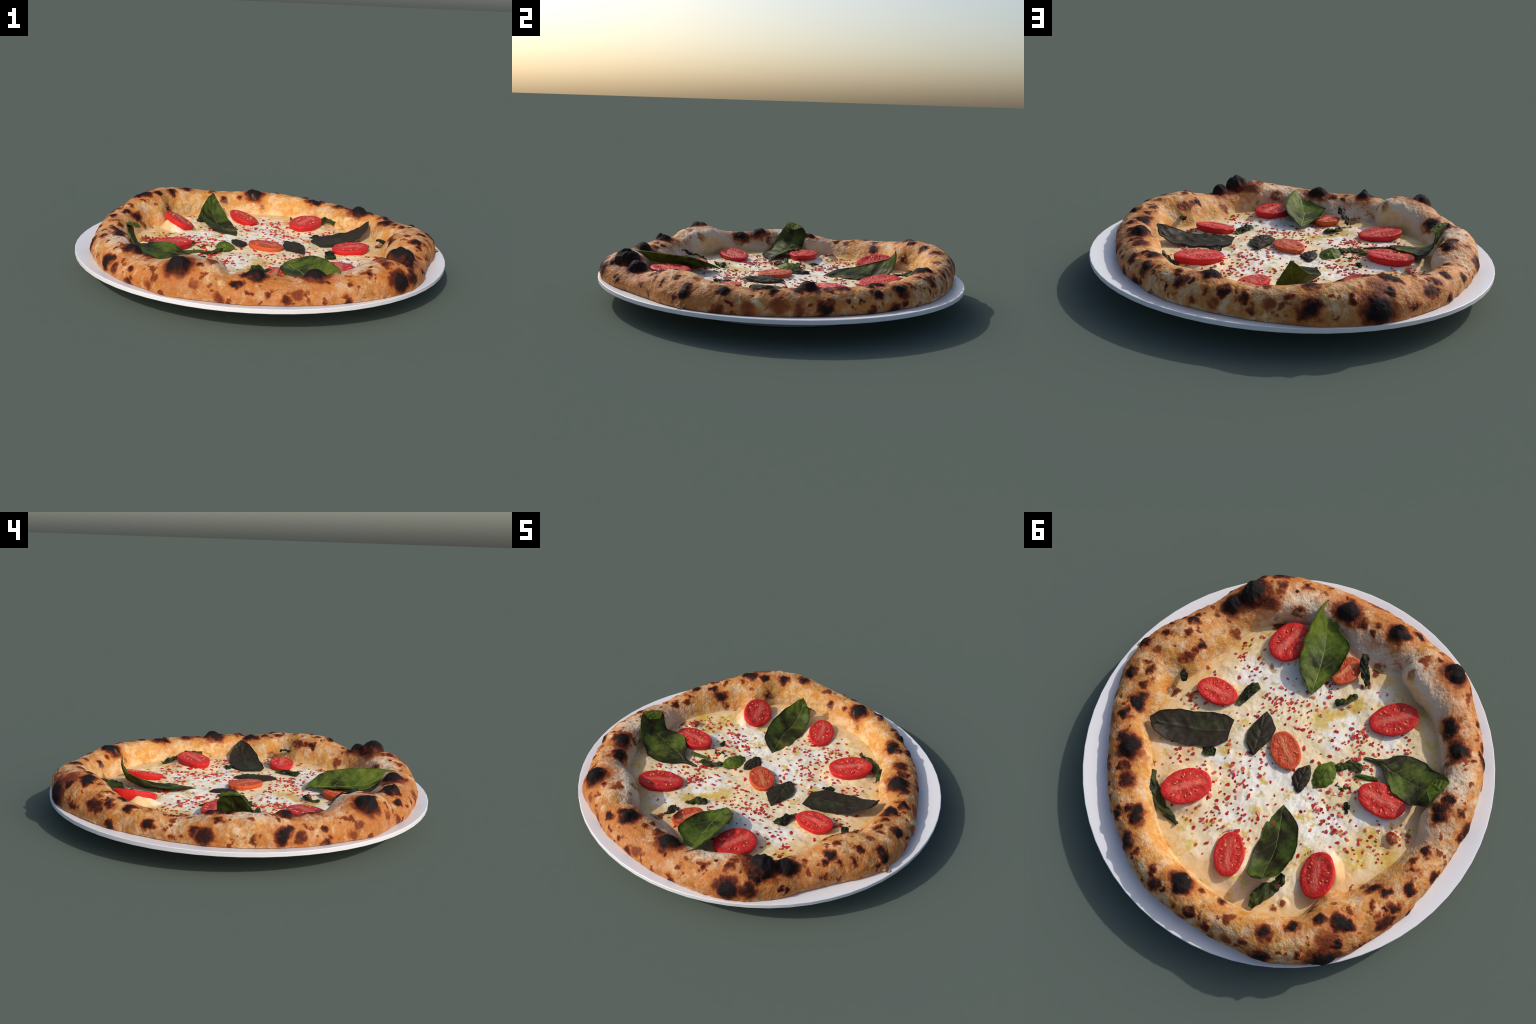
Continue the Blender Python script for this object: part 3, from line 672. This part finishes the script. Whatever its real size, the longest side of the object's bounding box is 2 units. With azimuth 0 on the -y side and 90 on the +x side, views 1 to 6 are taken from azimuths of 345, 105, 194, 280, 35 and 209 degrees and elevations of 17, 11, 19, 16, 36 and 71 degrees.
# ---------------------------------------------------------------------------
# tomatoes
# ---------------------------------------------------------------------------
def build_tomatoes(pizza):
    ripe = make_tomato("tomato_ripe", (.62, .020, .018), (.66, .030, .024), (.72, .145, .095))
    roast = make_tomato("tomato_roasted", (.60, .10, .022), (.58, .060, .020), (.66, .22, .09))
    seed_mat = make_plain("tomato_seed", (.72, .27, .09), (.66, .15, .06), 6, .35, .5)
    rng = np.random.default_rng(5)
    for k, (c, n, axis, a, b, depth) in enumerate(TOMATOES):
        o, ax, ay, nn = tomato_frame(c, n, axis)
        na, nf, nb = 96, 16, 14
        verts, faces = [(0, 0, .02)], []
        ang = np.linspace(0, 2*np.pi, na, endpoint=False)
        wob = 1+.085*perlin(np.stack([np.cos(ang)*1.4+k*3.3, np.sin(ang)*1.4, ang*0+.5], -1), 3)+.02*perlin(np.stack([np.cos(ang)*4+k, np.sin(ang)*4, ang*0], -1), 4)
        rows = []
        for q in range(1, nf+1):
            f = q/nf*.965
            px, py = f*wob*np.cos(ang), f*wob*np.sin(ang)
            ring = np.exp(-((f-.58)/.17)**2)
            dip = -.09*ring*(np.abs(np.sin(ang))**.7)*(.6+.4*np.sin(ang*5+k))
            lump = .07*fractal(np.stack([px*2.2+k*5, py*2.2, px*0], -1), 1, 3, 8)
            rows.append(np.stack([px, py, .05*(1-f*f)+dip+lump*(1-f**6)-.03*max(0, (f-.88)/.1)], -1))
        rows.append(np.stack([wob*np.cos(ang), wob*np.sin(ang), 0*ang-.10], -1))
        for q in range(1, nb+1):
            e = q/nb*math.pi/2*.97
            f = math.cos(e)**.62
            rows.append(np.stack([f*wob*np.cos(ang), f*wob*np.sin(ang), 0*ang-.10-math.sin(e)], -1))
        for r in rows:
            verts += [tuple(v) for v in r]
        m = len(rows)
        for i in range(na):
            j = (i+1) % na
            faces.append((0, 1+i, 1+j))
            for r in range(m-1):
                faces.append((1+r*na+i, 1+(r+1)*na+i, 1+(r+1)*na+j, 1+r*na+j))
        ob = new_object("tomato_half", verts, faces, pizza, [roast if k in (0, 8) else ripe])
        M = Matrix(((ax[0]*a, ay[0]*b, nn[0]*depth, o[0]), (ax[1]*a, ay[1]*b, nn[1]*depth, o[1]), (ax[2]*a, ay[2]*b, nn[2]*depth, o[2]), (0, 0, 0, 1)))
        ob.data.transform(Matrix.Identity(4))
        ob.matrix_world = M
        # seeds lie in two curved rows either side of the core
        sv, sf = [], []
        for side in (-1, 1):
            for q in range(6):
                aa = side*(math.radians(32+q*23)+rng.normal()*.13); rr = .58+rng.normal()*.09
                cx, cy = rr*math.cos(aa), rr*math.sin(aa)
                size = .030+.022*rng.random()
                base = len(sv); d = np.array([cx, cy])/rr; e = np.array([-d[1], d[0]])
                for la in range(5):
                    ph = math.pi*(la+.5)/5
                    for lo in range(8):
                        tt = 2*math.pi*lo/8
                        p = d*size*1.5*math.cos(ph)+e*size*.8*math.sin(ph)*math.cos(tt)
                        sv.append((cx+p[0], cy+p[1]*a/b, .02+size*.9*math.sin(ph)*math.sin(tt)*a/depth*.6))
                for la in range(4):
                    for lo in range(8):
                        sf.append((base+la*8+lo, base+la*8+(lo+1) % 8, base+(la+1)*8+(lo+1) % 8, base+(la+1)*8+lo))
                sf.append(tuple(base+lo for lo in range(7, -1, -1))); sf.append(tuple(base+32+lo for lo in range(8)))
        so = new_object("tomato_seeds", sv, sf, ob, [seed_mat]); so["kind"] = "stuff"

# ---------------------------------------------------------------------------
# basil
# ---------------------------------------------------------------------------
def loft_leaf(name, rows, pizza, mats, seed, crumple=.004, veins=7, nu=64, nv=26, thick=.0045):
    """Leaf blade through rows of (left edge, midrib, right edge) points, tip to stalk."""
    A = np.array(rows, float)                       # n, 3, 3
    k = np.linspace(0, 1, len(A))
    u = np.linspace(0, 1, nu)
    C = np.stack([np.stack([along(k, A[:, e, a], u) for a in range(3)], -1) for e in range(3)], 1)
    t = np.linspace(-1, 1, nv)
    l, m, r = C[:, None, 0], C[:, None, 1], C[:, None, 2]
    tt = t[None, :, None]
    P = m*(1-tt**2)+l*(tt*(tt-1)/2)+r*(tt*(tt+1)/2)
    nrm = grid_normals(P, False)
    U, V = np.meshgrid(u, t, indexing="ij")
    ends = smooth(0, .12, U)*smooth(1, .88, U)
    q = (U*veins+np.abs(V)*1.1+.12*perlin(np.stack([U*4, V*2, U*0+seed], -1), seed)) % 1.0
    vein = -np.exp(-((q-.5)/.10)**2)*(1-np.abs(V))**.4
    mid = -np.exp(-(V/.07)**2)
    quilt = np.sin(np.pi*q)**2*(1-V**2)
    d = .0025*vein+.004*mid+.0062*quilt
    d += crumple*fractal(P, 14, 3, seed)+crumple*.8*fractal(P, 40, 2, seed+5)*np.abs(V)
    P = P+nrm*(d*ends)[..., None]
    edge = .05*fractal(np.stack([U*7, np.sign(V)*3, U*0+seed], -1), 1, 2, seed+9)*np.abs(V)**3*ends
    P = P+(l-r)*np.sign(V)[..., None]*edge[..., None]*-1
    verts = P.reshape(-1, 3)
    faces = [(i*nv+j, i*nv+j+1, (i+1)*nv+j+1, (i+1)*nv+j) for i in range(nu-1) for j in range(nv-1)]
    nn = grid_normals(P, False).reshape(-1, 3)
    n = len(verts)
    verts = np.vstack([verts+nn*thick/2, verts-nn*thick/2])
    faces += [tuple(x+n for x in f[::-1]) for f in faces]
    loop = [j for j in range(nv)]+[i*nv+nv-1 for i in range(1, nu)]+[(nu-1)*nv+j for j in range(nv-2, -1, -1)]+[i*nv for i in range(nu-2, 0, -1)]
    faces += [(a, b, b+n, a+n) for a, b in zip(loop, loop[1:]+loop[:1])]
    leaf = new_object(name, verts, faces, pizza, mats[:1])
    if len(mats) > 1:
        add_veins(leaf, P, grid_normals(P, False), veins, thick, mats[1])
    return leaf

def add_veins(leaf, P, nn, veins, thick, mat):
    """Raised midrib and side veins following both faces of a blade."""
    nu, nv = P.shape[:2]
    def at(A, u, v):
        x, y = np.clip(u, 0, 1)*(nu-1), (np.clip(v, -1, 1)+1)/2*(nv-1)
        i, j = np.minimum(x.astype(int), nu-2), np.minimum(y.astype(int), nv-2)
        f, g = (x-i)[:, None], (y-j)[:, None]
        return (A[i, j]*(1-f)+A[i+1, j]*f)*(1-g)+(A[i, j+1]*(1-f)+A[i+1, j+1]*f)*g
    paths = [(np.linspace(.03, .99, 50), np.zeros(50), .0034)]
    for k in range(veins):
        for side in (-1, 1):
            q = np.linspace(0, .8, 16)
            u = (k+.62+.12*side)/veins-q*.9/veins
            keep = u > .04
            if keep.sum() > 5:
                paths.append((u[keep], side*q[keep]*1.0, .0018))
    verts, faces = [], []
    for u, v, w in paths:
        c, n = at(P, u, v), at(nn, u, v)
        t = np.gradient(c, axis=0); sd = np.cross(t, n); sd /= np.maximum(np.linalg.norm(sd, axis=1, keepdims=True), 1e-9)
        taper = np.linspace(1, .45, len(u))[:, None] if w < .002 else np.linspace(.4, 1, len(u))[:, None]
        for face in (1, -1):
            b = len(verts)//1
            o = c+n*face*thick/2
            ring = [o+sd*w*taper-n*face*.001, o+n*face*w*.55*taper, o-sd*w*taper-n*face*.001]
            for i in range(len(u)):
                verts += [tuple(r[i]) for r in ring]
            for i in range(len(u)-1):
                for e in (0, 1):
                    f = (b+3*i+e, b+3*i+e+1, b+3*i+e+4, b+3*i+e+3)
                    faces.append(f if face > 0 else f[::-1])
    return new_object("leaf_vein", verts, faces, leaf, [mat])

def shred(name, points, width, pizza, mat, seed, crumple=.015):
    """A shrivelled strip of herb lying along a path."""
    p = np.array(points, float); rng = np.random.default_rng(seed)
    g = np.gradient(p, axis=0); rows = []
    for i, (c, t) in enumerate(zip(p, g)):
        side = np.array([-t[1], t[0], 0]); side /= np.linalg.norm(side)
        w = 1.15*width*(.2+.8*math.sin(math.pi*(i+.35)/(len(p)-.3)))*(.75+.5*rng.random())
        rows.append((c+side*w+[0, 0, rng.normal()*width*.35-.003], c+[0, 0, width*.15], c-side*w+[0, 0, rng.normal()*width*.35-.003]))
    return loft_leaf(name, rows, pizza, [mat], seed, crumple, 4, 48, 16, .003)

def build_basil(pizza):
    bright = make_leaf("basil_fresh", (.200, .255, .028), (.072, .118, .016), (.030, .042, .010), .24)
    deep = make_leaf("basil_wilted", (.150, .205, .028), (.054, .090, .014), (.036, .030, .012), .44)
    dark = make_leaf("basil_scorched", (.075, .120, .022), (.046, .066, .018), (.046, .034, .022), .60)
    dry = make_leaf("herb_dried", (.085, .095, .020), (.035, .045, .012), (.012, .012, .008), .30)
    vein_mats = dict(bright=make_plain("vein_pale", (.220, .260, .050), (.160, .200, .035), 20, .5),
                     deep=make_plain("vein_olive", (.170, .190, .040), (.110, .130, .026), 20, .5),
                     dark=make_plain("vein_dark", (.060, .062, .026), (.045, .042, .022), 20, .5))
    mats = dict(bright=bright, deep=deep, dark=dark)
    for k, (tone, crumple, veins, rows) in enumerate(LEAVES):
        loft_leaf("basil_leaf", rows, pizza, [mats[tone], vein_mats[tone]] if veins > 4 else [mats[tone]], 11+k*7, crumple, veins)
    for k, (w, pts) in enumerate(SHREDS):
        shred("herb_shred", pts, w, pizza, dry, 101+k*3)
    flap = make_plain("dough_skin", (.60, .34, .14), (.40, .16, .05), 30, .6, .3, .4)
    shred("dough_flap", [(.902, -.222, .170), (.925, -.228, .158), (.945, -.228, .142), (.958, -.224, .136)], .020, pizza, flap, 301, .006)

# ---------------------------------------------------------------------------
# chili flakes
# ---------------------------------------------------------------------------
def build_flakes(pizza):
    rng = np.random.default_rng(77)
    places = []
    for x, y, r, n in FLAKE_CLUSTERS:
        for _ in range(int(n*1.35)):
            places.append((x+rng.normal()*r*.55, y+rng.normal()*r*.55))
    for _ in range(260):
        r, a = .64*math.sqrt(rng.random()), rng.random()*2*math.pi
        places.append((r*math.cos(a), r*math.sin(a)))
    verts, faces = [], []
    for x, y in places:
        if math.hypot(x, y) > float(around(RIM_INNER, np.array(math.atan2(y, x))))-.01:
            continue
        size = .0037+.0056*rng.random()**2.0
        n = rng.integers(5, 8); base = len(verts)
        z = cheese_height(x, y)+.0018; yaw = rng.random()*6.28; tilt = rng.normal(size=2)*.22
        stretch = 1+.8*rng.random()
        ring = []
        for q in range(n):
            a = 2*math.pi*q/n+rng.normal()*.15; rr = size*(.75+.5*rng.random())
            px, py = rr*math.cos(a)*stretch, rr*math.sin(a)
            ring.append((x+px*math.cos(yaw)-py*math.sin(yaw), y+px*math.sin(yaw)+py*math.cos(yaw), z+px*tilt[0]+py*tilt[1]))
        verts += [(p[0], p[1], p[2]+.0016) for p in ring]+[(p[0], p[1], p[2]-.0028) for p in ring]
        faces.append(tuple(range(base, base+n))); faces.append(tuple(range(base+2*n-1, base+n-1, -1)))
        faces += [(base+q, base+n+q, base+n+(q+1) % n, base+(q+1) % n) for q in range(n)]
    ob = new_object("chili_flakes", verts, faces, pizza, [make_chili()], shade=False)
    ob["kind"] = "stuff"

# ---------------------------------------------------------------------------
def main():
    build_plate()
    pizza = bpy.data.objects.new("pizza", None)
    bpy.context.collection.objects.link(pizza)
    pizza.location = (0, 0, 0)
    pizza["label"] = "wood-fired pizza with charred blistered crust, tomatoes, basil, mozzarella"
    pizza["category"] = "pizza"
    build_body(pizza)
    build_tomatoes(pizza)
    build_basil(pizza)
    build_flakes(pizza)

main()
